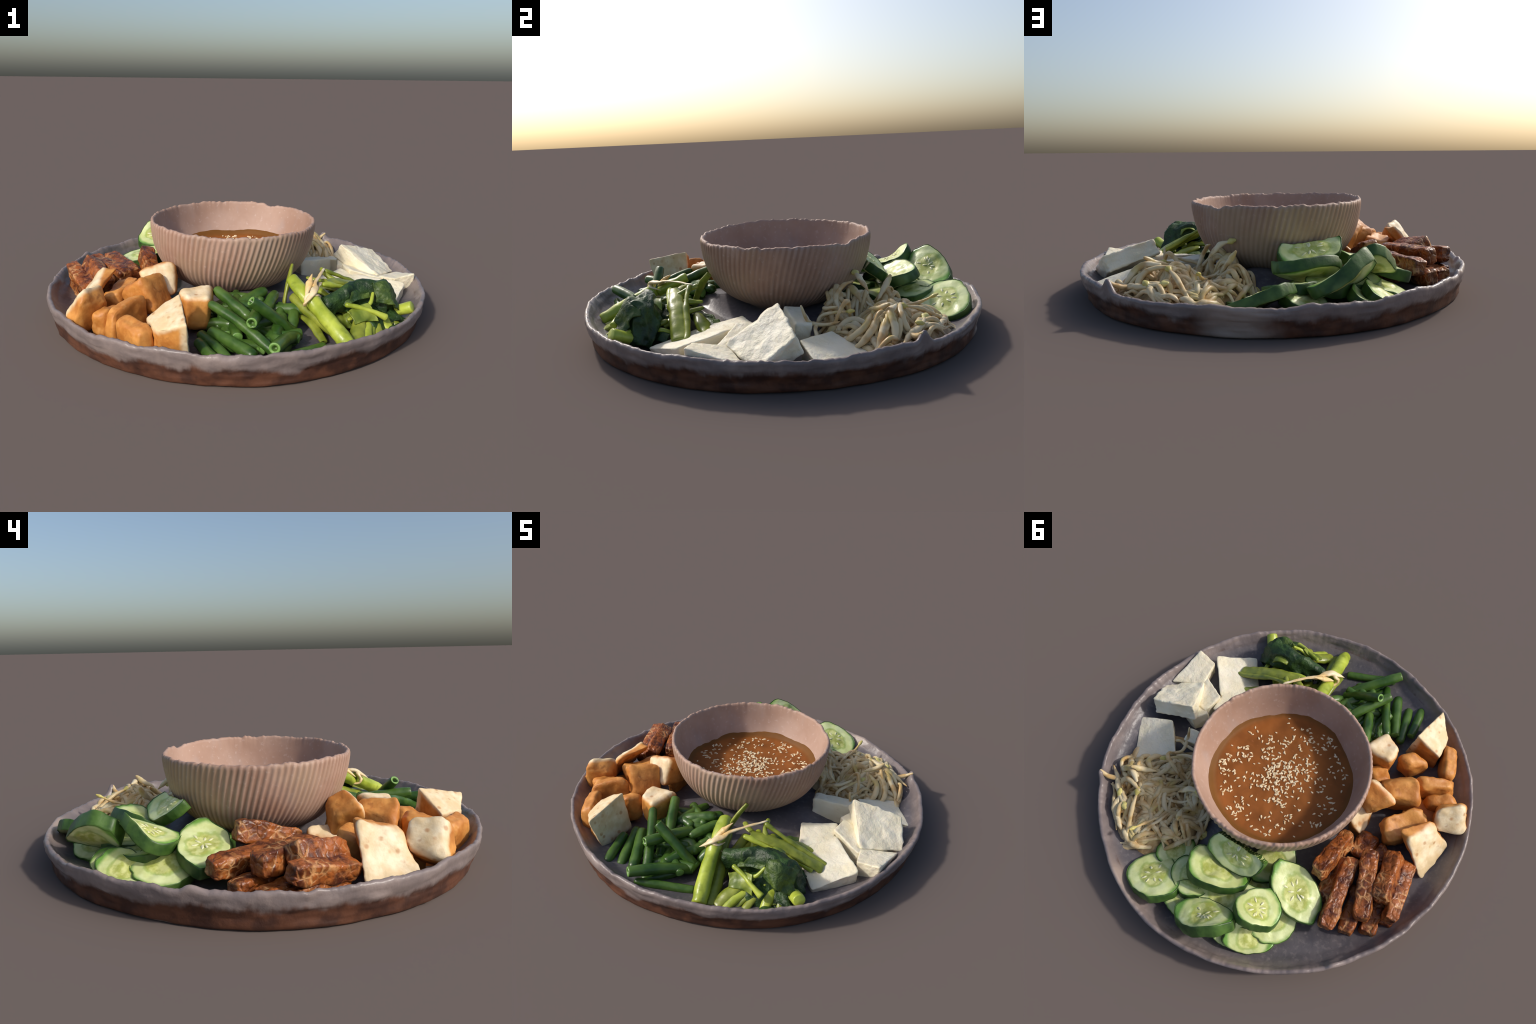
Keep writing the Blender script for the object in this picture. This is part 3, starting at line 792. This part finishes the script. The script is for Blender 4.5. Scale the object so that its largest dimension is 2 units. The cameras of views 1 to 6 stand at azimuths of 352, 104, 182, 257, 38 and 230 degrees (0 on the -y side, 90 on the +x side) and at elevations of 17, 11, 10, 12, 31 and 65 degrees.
def greens():
    root = bpy.data.objects.new("leafy_greens", None)
    root.location = (0.5, -0.55, FLOOR)
    SCN.objects.link(root)
    bpy.context.view_layer.update()
    thing(root, "heap of cooked leafy greens with pale stems", "leafy vegetable")
    def stem(pts, radii, mat, flat=1.0, ends=("flat", "flat"), seed=0, wob=0.005, n=26, up=(0, 0, 1)):
        V, F = tube(pts, radii, n, 18, flat, ends, up, wob, seed, 18)
        add_object("stem", V, F, mat, parent=root)
    stem([(.386, -.826, .080), (.330, -.715, .145), (.272, -.597, .205)], [.036, .036, .034, .035], STEM, .95, ("flat", "hollow"), 1)
    stem([(.262, -.575, .195), (.235, -.51, .232), (.208, -.448, .258)], [.026, .034, .030], STEM, .8, ("flat", "flat"), 2)
    stem([(.418, -.790, .052), (.345, -.66, .095), (.260, -.53, .14), (.22, -.45, .17)], [.030, .034, .03, .025], STEMD, .9, ("flat", "flat"), 3)
    stem([(.690, -.292, .105), (.600, -.335, .155), (.50, -.385, .205), (.375, -.440, .240)], [.040, .040, .036, .026], STEMD, .45, ("flat", "flat"), 4)
    stem([(.665, -.330, .105), (.56, -.380, .16), (.45, -.44, .21), (.36, -.47, .235)], [.018, .017, .015, .012], STEM, .9, ("flat", "round"), 5)
    stem([(.695, -.262, .105), (.60, -.295, .155), (.50, -.335, .215), (.40, -.355, .26)], [.016, .015, .013, .011], STEMD, .9, ("flat", "round"), 6)
    stem([(.762, -.574, .142), (.715, -.54, .115), (.65, -.50, .08)], [.031, .032, .03], STEM, .9, ("flat", "round"), 7)
    stem([(.440, -.770, .060), (.470, -.69, .105), (.500, -.615, .140)], [.036, .036, .026], STEMD, .55, ("flat", "round"), 8)
    stem([(.512, -.735, .055), (.53, -.67, .095), (.55, -.60, .13)], [.022, .024, .018], LEAFY, .5, ("round", "round"), 9)
    stem([(.606, -.652, .130), (.55, -.650, .158), (.495, -.638, .175), (.430, -.632, .190)], [.016, .010, .010, .013], STEM, 1, ("flat", "round"), 10, 0.002)
    stem([(.566, -.578, .220), (.545, -.610, .185), (.50, -.625, .158)], [.008, .009, .010], STEM, 1, ("round", "round"), 11, 0.001)
    stem([(.237, -.312, .285), (.215, -.355, .235), (.185, -.405, .15), (.175, -.43, .07)], [.015, .019, .017, .02], STEMD, .6, ("flat", "round"), 12, .003, up=(1, 0, 0))
    stem([(.385, -.325, .262), (.40, -.37, .245), (.43, -.40, .225)], [.010, .012, .016], STEMD, 1, ("round", "round"), 13, 0.002)
    stem([(.30, -.40, .245), (.34, -.42, .24), (.41, -.43, .23)], [.014, .018, .014], STEMD, .5, ("round", "round"), 14, 0.003)
    stem([(.60, -.20, .09), (.53, -.25, .12), (.46, -.30, .14)], [.03, .035, .025], STEMD, .6, ("round", "round"), 15, 0.004)
    stem([(.42, -.56, .09), (.36, -.50, .12), (.33, -.40, .13)], [.028, .03, .025], STEMD, .8, ("round", "round"), 16, 0.004)
    for k, (p, q, w, m) in enumerate([((.470, -.790, .050), (.545, -.560, .120), .026, STEM), ((.560, -.745, .048), (.560, -.520, .130), .022, STEMD),
                                      ((.640, -.700, .048), (.600, -.470, .130), .024, STEM), ((.700, -.630, .055), (.560, -.420, .140), .022, STEMD),
                                      ((.330, -.620, .070), (.300, -.400, .160), .026, STEMD), ((.420, -.480, .150), (.330, -.330, .170), .022, STEM),
                                      ((.560, -.430, .120), (.400, -.300, .160), .022, STEMD), ((.300, -.720, .055), (.240, -.520, .100), .020, STEMD)]):
        p, q = V3(*p), V3(*q)
        stem([p, (p + q) / 2 + V3(.008 * math.sin(k * 2.1), 0, .014), q], [w, w * 1.1, w * .8], m, .6, ("flat", "round"), 40 + k)
    # torn cream fibre hanging over the broken stem
    def fibre(pts, radii, flat, seed):
        V, F = tube(pts, radii, 26, 10, flat, ("point", "point"), (0, 0, 1), 0.003, seed, 40)
        add_object("fibre", V, F, FIBRE, parent=root)
    fibre([(.252, -.628, .232), (.280, -.600, .250), (.296, -.560, .255), (.300, -.520, .262), (.340, -.455, .272), (.382, -.365, .272)], [.012, .018, .016, .013, .009, .008], .5, 1)
    fibre([(.262, -.555, .248), (.275, -.530, .268), (.284, -.512, .280)], [.014, .017, .010], .7, 2)
    ax = norm(V3(-.058, .118, .06))
    e1 = norm(np.cross(ax, (0, 0, 1)))
    e2 = np.cross(e1, ax)
    ring = [V3(.270, -.594, .207) + .036 * (math.cos(a) * e1 + math.sin(a) * e2) + ax * .012 * math.sin(3 * a + 1) for a in np.linspace(0.3, 5.6, 9)]
    fibre([tuple(q) for q in ring], [.008, .012, .009, .013, .010, .012, .007], .6, 3)
    # leaves
    def leaf(rows, mat, seed, amp=0.014, thick=0.006, nu=40, nv=46, scale=11, fold=0.014, ruffle=0.012):
        V, F = sheet(rows, nu, nv, thick, seed, amp, scale, fold, ruffle)
        add_object("leaf", V, F, mat, parent=root)
    leaf([[(0.338, -0.541, 0.088), (0.343, -0.551, 0.148), (0.418, -0.481, 0.173), (0.508, -0.441, 0.178), (0.608, -0.421, 0.148), (0.678, -0.426, 0.098), (0.688, -0.436, 0.045)],
          [(0.333, -0.561, 0.118), (0.330, -0.584, 0.198), (0.398, -0.546, 0.233), (0.478, -0.511, 0.250), (0.588, -0.486, 0.250), (0.673, -0.466, 0.203), (0.706, -0.461, 0.078)],
          [(0.340, -0.591, 0.118), (0.350, -0.611, 0.193), (0.428, -0.578, 0.233), (0.508, -0.548, 0.246), (0.608, -0.546, 0.266), (0.688, -0.506, 0.203), (0.718, -0.496, 0.078)],
          [(0.353, -0.601, 0.118), (0.366, -0.616, 0.168), (0.438, -0.586, 0.193), (0.523, -0.564, 0.198), (0.628, -0.578, 0.213), (0.694, -0.526, 0.148), (0.716, -0.526, 0.058)],
          [(0.368, -0.591, 0.108), (0.383, -0.594, 0.138), (0.448, -0.561, 0.138), (0.538, -0.551, 0.138), (0.638, -0.591, 0.118), (0.700, -0.541, 0.078), (0.710, -0.546, 0.045)]], LEAF, 3, 0.010, 0.006, 90, 110, 9, 0.020, 0.014)
    leaf([[(.40, -.56, .235), (.45, -.52, .25), (.52, -.50, .245)], [(.41, -.60, .225), (.47, -.57, .245), (.55, -.54, .25)], [(.43, -.625, .18), (.49, -.60, .20), (.56, -.58, .205)]], LEAFD, 4, 0.014, 0.006, 40, 40, 10, 0.02, 0.016)
    leaf([[(.57, -.52, .265), (.63, -.50, .25), (.68, -.47, .20)], [(.57, -.57, .255), (.64, -.56, .255), (.70, -.52, .19)], [(.58, -.61, .19), (.65, -.61, .17), (.72, -.55, .11)]], LEAFD, 7, 0.014, 0.006, 40, 40, 10, 0.02, 0.016)
    leaf([[(.33, -.43, .13), (.42, -.36, .135), (.52, -.27, .11)], [(.38, -.36, .135), (.44, -.29, .135), (.52, -.22, .105)], [(.36, -.28, .12), (.42, -.22, .115), (.50, -.16, .08)]], LEAFD, 12, 0.014, 0.006, 40, 40, 10, 0.02, 0.016)
    leaf([[(.46, -.52, .12), (.54, -.47, .13), (.66, -.43, .10)], [(.47, -.58, .14), (.57, -.55, .14), (.69, -.50, .11)], [(.50, -.66, .10), (.60, -.64, .10), (.72, -.56, .08)], [(.52, -.71, .05), (.63, -.68, .045), (.74, -.60, .045)]], LEAF, 5, 0.022)
    leaf([[(.35, -.52, .17), (.42, -.46, .17), (.50, -.40, .15)], [(.38, -.56, .15), (.46, -.50, .14), (.55, -.44, .12)], [(.40, -.60, .08), (.50, -.55, .07), (.60, -.48, .06)]], LEAF, 6, 0.02)
    leaf([[(.30, -.46, .15), (.38, -.40, .15), (.48, -.33, .13)], [(.33, -.40, .12), (.40, -.34, .12), (.50, -.27, .10)], [(.30, -.34, .07), (.38, -.28, .07), (.48, -.20, .06)]], LEAF, 8, 0.02)
    leaf([[(.42, -.66, .165), (.47, -.63, .185), (.53, -.62, .19)], [(.44, -.68, .15), (.49, -.66, .165), (.55, -.65, .165)], [(.45, -.695, .12), (.51, -.68, .13), (.57, -.67, .12)]], LEAFY, 9, 0.012)
    leaf([[(.51, -.50, .235), (.55, -.49, .24), (.58, -.46, .225)], [(.50, -.46, .225), (.54, -.44, .225), (.58, -.42, .20)]], LEAFY, 10, 0.01, nu=14, nv=20)
    leaf([[(.62, -.72, .045), (.68, -.68, .05), (.74, -.63, .05)], [(.63, -.69, .075), (.68, -.65, .085), (.73, -.61, .08)], [(.62, -.65, .05), (.67, -.62, .06), (.70, -.58, .06)]], LEAF, 11, 0.012)
    # small crumpled leaves and thin stalks that fill the heap
    r = np.random.default_rng(44)
    for k in range(16):
        a, b = r.uniform(0, 1), r.uniform(0, 1)
        c = V3(.40, -.66, .06) * (1 - a) * (1 - b) + V3(.69, -.62, .06) * a * (1 - b) + V3(.42, -.34, .11) * (1 - a) * b + V3(.66, -.42, .09) * a * b
        c[2] += r.uniform(0, .05) * (1 - abs(2 * b - 1))
        th = r.uniform(0, 2 * math.pi)
        d, e = V3(math.cos(th), math.sin(th), r.uniform(-.3, .3)), V3(-math.sin(th), math.cos(th), r.uniform(-.5, .5))
        L, W = r.uniform(.05, .08), r.uniform(.025, .045)
        rows = [[c + d * L * u + e * W * v * (1 - .6 * u * u) + V3(0, 0, .02 * (1 - v * v) - .02 * u * u) for u in (-1, -.3, .4, 1)] for v in (-1, 0, 1)]
        leaf(rows, LEAFY if k % 3 == 0 else LEAF, 60 + k, 0.018, 0.006, 16, 22, 14)
    for k in range(7):
        c = V3(r.uniform(.42, .66), r.uniform(-.64, -.40), r.uniform(.10, .16))
        th = r.uniform(0, math.pi)
        d = V3(math.cos(th), math.sin(th), r.uniform(-.3, .3)) * r.uniform(.05, .08)
        stem([c - d, c + V3(0, 0, .012), c + d], [.009, .012, .009], (STEM, STEMD)[k % 2], .8, ("round", "round"), 80 + k, 0.002)
greens()

# ------------------------------------------------------------------ cucumber slices
def cucumbers():
    lab = ("cut cucumber slice with dark green peel", "cucumber")
    NT, NR = 72, 16
    def slice_(c, u, v, th, seed, curl=0.0, fold=0.0, seeds=False, cutoff=None):
        c, u, v = V3(*c), V3(*u), V3(*v)
        n = norm(np.cross(u, v))
        if n[2] < 0:
            n = -n
        X = norm(u)
        Y = norm(v - X * (v @ X))
        if np.cross(X, Y) @ n < 0:
            Y = -Y
        ang = np.linspace(0, 2 * math.pi, NT, endpoint=False)
        def place(r, a, d):
            """r: 0..1 radius, a: angle, d: depth below the cut face"""
            rr = r * (1 + 0.11 * fbm(np.c_[np.cos(a), np.sin(a), 0 * a + seed], 1.6, 3, seed))
            if cutoff is not None:
                rr = rr * 1.0
            lx, ly = rr * np.cos(a), rr * np.sin(a)
            if cutoff is not None:
                ly = np.maximum(ly, cutoff + 0.05 * fbm(np.c_[lx, 0 * lx, 0 * lx + seed], 4, 2, seed))
            P = c + lx[:, None] * u + ly[:, None] * v - n * np.asarray(d).reshape(-1, 1)
            b = curl * (lx * lx) + fold * (ly * ly)
            P = P + n * b[:, None]
            return P + n * (0.012 * fbm(P, 9, 3, seed) * (1 - 0.3 * r))[:, None]
        # flesh: top face, side, bottom face
        prof = [(r, 0.0) for r in np.linspace(0.06, 0.95, NR)] + [(0.972, 0.002), (0.975, th * 0.5), (0.972, th - 0.002)] + [(r, th) for r in np.linspace(0.95, 0.06, 6)]
        rows = [place(r, ang, d) for r, d in prof]
        V = np.vstack([place(0.0, ang[:1], 0.0)] + rows + [place(0.0, ang[:1], th)])
        F = []
        for k in range(NT):
            k2 = (k + 1) % NT
            F.append((0, 1 + k, 1 + k2))
            for i in range(len(rows) - 1):
                a, b = 1 + i * NT, 1 + (i + 1) * NT
                F.append((a + k2, a + k, b + k, b + k2))
            F.append((1 + (len(rows) - 1) * NT + k2, 1 + (len(rows) - 1) * NT + k, len(V) - 1))
        def fix(V, F):
            N = vnormals(V, F)
            return F if ((V - V.mean(0)) * N).sum() > 0 else [f[::-1] for f in F]
        L = np.linalg.norm
        fr = make_frame(c, X, Y, n, (L(u), L(v), L(u)))
        ob = add_object("cucumber_slice", V, fix(V, F), FLESH, fr)
        thing(ob, *lab)
        # peel: thin closed band round the edge
        band = [(0.978, -0.001), (0.994, -0.0006), (1.003, 0.006), (1.010, th * 0.5), (1.003, th - 0.006), (0.990, th + 0.0006), (0.978, th + 0.001), (0.965, th * 0.5)]
        rows = [place(r, ang, d) for r, d in band]
        V = np.vstack(rows)
        m = len(rows)
        F = [(i * NT + k, i * NT + (k + 1) % NT, ((i + 1) % m) * NT + (k + 1) % NT, ((i + 1) % m) * NT + k) for i in range(m) for k in range(NT)]
        N = vnormals(V, F)
        if ((V[NT * 3:NT * 4] - V.mean(0)) * N[NT * 3:NT * 4]).sum() < 0:
            F = [f[::-1] for f in F]
        add_object("peel", V, F, PEEL, fr, ob)
        if seeds:
            rs = np.random.default_rng(seed)
            SV, SF = [], []
            for k in range(9):
                a = k * 2.4 + rs.uniform(-.3, .3)
                r = rs.uniform(0.16, 0.44)
                p = place(np.array([r]), np.array([a]), np.array([0.0]))[0]
                d = norm(math.cos(a) * u + math.sin(a) * v)
                V, F = tube([p - d * 0.013, p + n * 0.0005, p + d * 0.013], [0.003, 0.0065, 0.0025], 7, 8, 0.45, ("round", "round"), n)
                off = sum(len(q) for q in SV)
                SV.append(V)
                SF += [tuple(j + off for j in f) for f in F]
            so = add_object("seeds", np.vstack(SV), SF, SEEDM, fr, ob)
            so["kind"] = "stuff"
    slice_((.040, .822, .131), (-.140, .020, .062), (.030, .118, .022), .050, 51, 0.0, 0.0, True)
    slice_((-.300, .752, .225), (-.112, -.005, .078), (.062, .108, .006), .058, 52, 0.012, -0.02, True)
    slice_((-.170, .575, .205), (-.150, -.010, .012), (.030, .098, .050), .052, 53, 0.028)
    slice_((-.188, .462, .262), (-.155, -.035, .012), (.010, .085, -.062), .045, 54, 0.018, 0.0, True, -0.45)
    slice_((-.450, .548, .238), (-.022, .098, .052), (-.098, -.035, -.012), .055, 55, 0.02, -0.01, True)
    slice_((-.502, .352, .178), (-.142, .066, -.034), (-.088, -.076, -.030), .050, 56, 0.008, 0, True)
    slice_((-.515, .510, .112), (-.105, .015, -.048), (.010, .128, .006), .050, 57, 0.012, -0.012)
    slice_((-.500, .650, .106), (-.092, -.015, -.045), (.035, .112, .012), .045, 58, 0.022, -0.01)
    slice_((-.438, .700, .095), (-.075, .025, -.040), (.050, .085, .020), .045, 59, 0.018)
    slice_((-.165, .770, .110), (-.085, .030, -.045), (.045, .095, -.005), .045, 60)
    slice_((-.270, .635, .160), (-.105, -.050, -.005), (-.04, .100, .0), .060, 61)
    slice_((-.385, .575, .150), (-.100, -.03, .0), (-.02, .100, -.012), .060, 62)
    slice_((-.300, .330, .125), (-.080, .06, -.01), (-.06, -.115, .0), .055, 63)
    slice_((-.095, .680, .145), (-.110, .03, .02), (.03, .095, .02), .050, 64)
    slice_((.085, .660, .085), (-.090, -.02, .01), (.0, .095, .01), .035, 65)
    slice_((-.180, .560, .100), (-.13, 0, 0), (0, .13, 0), .055, 66)
    slice_((-.330, .480, .095), (-.13, 0, 0), (0, .13, 0), .055, 67)
cucumbers()

# ------------------------------------------------------------------ bean sprouts
HC = V3(.405, .560)
PEAKS = [(.215, .44, .20, .05), (.30, .50, .135, .08), (.47, .42, .115, .08), (.54, .57, .185, .08), (.40, .58, .185, .11), (.273, .70, .135, .10), (.14, .56, .19, .06), (.20, .60, .135, .10), (.60, .53, .10, .07), (.45, .72, .145, .10), (.60, .67, .135, .08), (.38, .80, .12, .09), (.50, .76, .13, .08), (.25, .31, .22, .065), (.19, .385, .20, .06), (.34, .33, .13, .06), (.07, .42, .15, .07), (.52, .84, .115, .07), (.66, .60, .12, .06)]
def heap_z(x, y):
    z = np.full_like(x, FLOOR)
    for px, py, h, w in PEAKS:
        z = np.maximum(z, FLOOR + (h - FLOOR) * np.exp(-(((x - px) ** 2 + (y - py) ** 2) / (w * w)) ** 1.2 * 0.7))
    return z
def sprouts():
    root = bpy.data.objects.new("bean_sprouts", None)
    root.location = (HC[0], HC[1], FLOOR)
    SCN.objects.link(root)
    bpy.context.view_layer.update()
    thing(root, "tangled heap of cooked pale bean sprouts", "bean sprouts")
    # matted core of the heap
    n = 90
    g = np.linspace(-1, 1, n)
    X, Y = np.meshgrid(g, g, indexing="ij")
    d = np.maximum(np.hypot(X, Y), 1e-6)
    k = np.maximum(abs(X), abs(Y)) / d * 0.39
    x, y = HC[0] + X * k, HC[1] + Y * k
    P = np.c_[x.ravel(), y.ravel(), np.zeros(n * n)]
    z = heap_z(x.ravel(), y.ravel())
    lift = np.clip((z - FLOOR) / 0.06, 0, 1)
    edge = np.clip((1 - np.maximum(abs(X), abs(Y)).ravel()) * 2.2, 0, 1) ** 0.7 * np.clip((0.955 - np.hypot(x, y).ravel()) / 0.10, 0, 1) ** 0.6
    P[:, 2] = FLOOR + 0.002 + np.maximum((z - FLOOR - 0.012) * edge + lift * edge * (0.022 * fbm(P, 12, 2, 2) + 0.016 * fbm(P, 30, 2, 4)), -0.008)
    B = P.copy(); B[:, 2] = FLOOR - 0.01
    F = [(i * n + j, (i + 1) * n + j, (i + 1) * n + j + 1, i * n + j + 1) for i in range(n - 1) for j in range(n - 1)]
    # drop what lies under the bowl or beyond the plate floor
    def ok(f):
        c = P[list(f)].mean(0)
        return np.hypot(c[0] - BC[0], c[1] - BC[1]) > 0.27 and np.hypot(c[0], c[1]) < 0.952
    F = [f for f in F if ok(f)]
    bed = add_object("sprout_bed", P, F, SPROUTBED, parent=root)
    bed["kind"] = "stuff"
    r = np.random.default_rng(23)
    def sprout(pts, rad, head=None, seed=0):
        V, F = tube(pts, [rad * .55, rad, rad * 1.1, rad, rad * .6], 20, 9, 0.85, ("point", "round"), (0.1, 0.2, 1), rad * 0.2, seed, 40)
        ob = add_object("bean_sprout", V, F, SPROUT, parent=root)
        if head is not None:
            p = V3(*pts[-1])
            t = norm(p - V3(*pts[-2]))
            V, F = tube([p - t * 0.004, p + t * 0.012, p + t * 0.028], [rad * .8, rad * 1.5, rad * .9], 8, 10, 0.75, ("round", "round"), (0.1, 0.2, 1))
            add_object("sprout_head", V, F, SPROUTHEAD, parent=root)
    made = 0
    while made < 200:
        a, q = r.uniform(0, 2 * math.pi), 0.34 * math.sqrt(r.uniform(0, 1))
        p = HC + q * V3(math.cos(a), math.sin(a))
        L = r.uniform(.10, .26)
        ang = r.uniform(0, 2 * math.pi)
        bend = r.uniform(-2.6, 2.6)
        K = 6
        pts = []
        pos = p.copy()
        for i in range(K):
            pts.append(pos.copy())
            ang += bend / K
            pos = pos + L / (K - 1) * V3(math.cos(ang), math.sin(ang))
        pts = np.array(pts)
        rb = np.hypot(pts[:, 0] - BC[0], pts[:, 1] - BC[1])
        if rb.min() < 0.335 + 0 * L or np.hypot(pts[:, 0], pts[:, 1]).max() > 0.93 or np.hypot(*(pts - HC).T).max() > 0.37:
            continue
        # keep clear of the tofu and of the cucumber
        if (pts[:, 0] > .56).any() and (pts[(pts[:, 0] > .56), 1] < .40).any():
            continue
        z = heap_z(pts[:, 0], pts[:, 1])
        arch = np.sin(np.linspace(0, math.pi, K)) * r.uniform(-.002, .026)
        off = r.uniform(-0.008, 0.012)
        z = np.maximum(z + off + arch - 0.012 * np.abs(np.linspace(-1, 1, K)) ** 3, FLOOR + 0.012)
        P3 = np.c_[pts, z]
        rad = r.choice([.008, .0105, .013, .017], p=[.25, .35, .28, .12])
        sprout([tuple(q) for q in P3], rad, True if r.uniform() < 0.3 else None, made)
        made += 1
    # the strands that stick out of the heap
    for pts, rad, h in [
        ([(.47, .50, .20), (.51, .54, .215), (.541, .573, .240)], .014, None),
        ([(.26, .64, .16), (.27, .70, .175), (.273, .752, .202)], .008, True),
        ([(.52, .36, .15), (.50, .30, .13), (.53, .235, .15), (.537, .206, .222)], .009, None),
        ([(.40, .40, .14), (.44, .40, .20), (.473, .395, .232), (.50, .37, .20), (.51, .35, .15)], .011, None),
        ([(.20, .52, .18), (.165, .55, .23), (.142, .568, .268)], .014, None),
        ([(.26, .46, .24), (.23, .43, .275), (.19, .41, .285)], .014, True),
        ([(.36, .36, .13), (.33, .33, .20), (.30, .36, .255), (.28, .40, .27)], .010, None),
        ([(.30, .30, .10), (.36, .28, .16), (.42, .30, .18), (.46, .35, .20)], .010, None),
        ([(.44, .25, .09), (.42, .27, .14), (.45, .33, .17), (.49, .40, .19)], .010, True),
        ([(.56, .38, .07), (.58, .43, .11), (.56, .48, .15), (.50, .50, .18)], .016, None),
        ([(.62, .44, .07), (.62, .48, .11), (.58, .52, .16), (.52, .53, .19)], .016, None),
        ([(.66, .54, .09), (.63, .55, .13), (.57, .57, .18), (.50, .58, .20)], .018, None),
        ([(.64, .60, .10), (.60, .60, .165), (.55, .58, .21), (.47, .60, .215)], .016, None),
        ([(.56, .68, .10), (.55, .64, .16), (.50, .62, .20), (.42, .62, .21)], .014, None),
        ([(.66, .64, .12), (.60, .66, .13), (.52, .70, .14), (.44, .72, .155)], .014, True),
        ([(.30, .82, .10), (.34, .76, .14), (.38, .70, .18), (.42, .64, .20)], .012, True),
        ([(.42, .80, .11), (.46, .76, .13), (.50, .71, .15)], .012, True),
        ([(.58, .65, .13), (.63, .69, .14), (.672, .706, .165)], .013, None),
        ([(.62, .30, .07), (.56, .27, .12), (.50, .26, .13), (.44, .24, .12)], .009, None)]:
        sprout(pts, rad, h, made)
        made += 1
sprouts()

for ob in list(bpy.data.objects):
    if ob.type == "EMPTY" and not ob.children:
        bpy.data.objects.remove(ob)
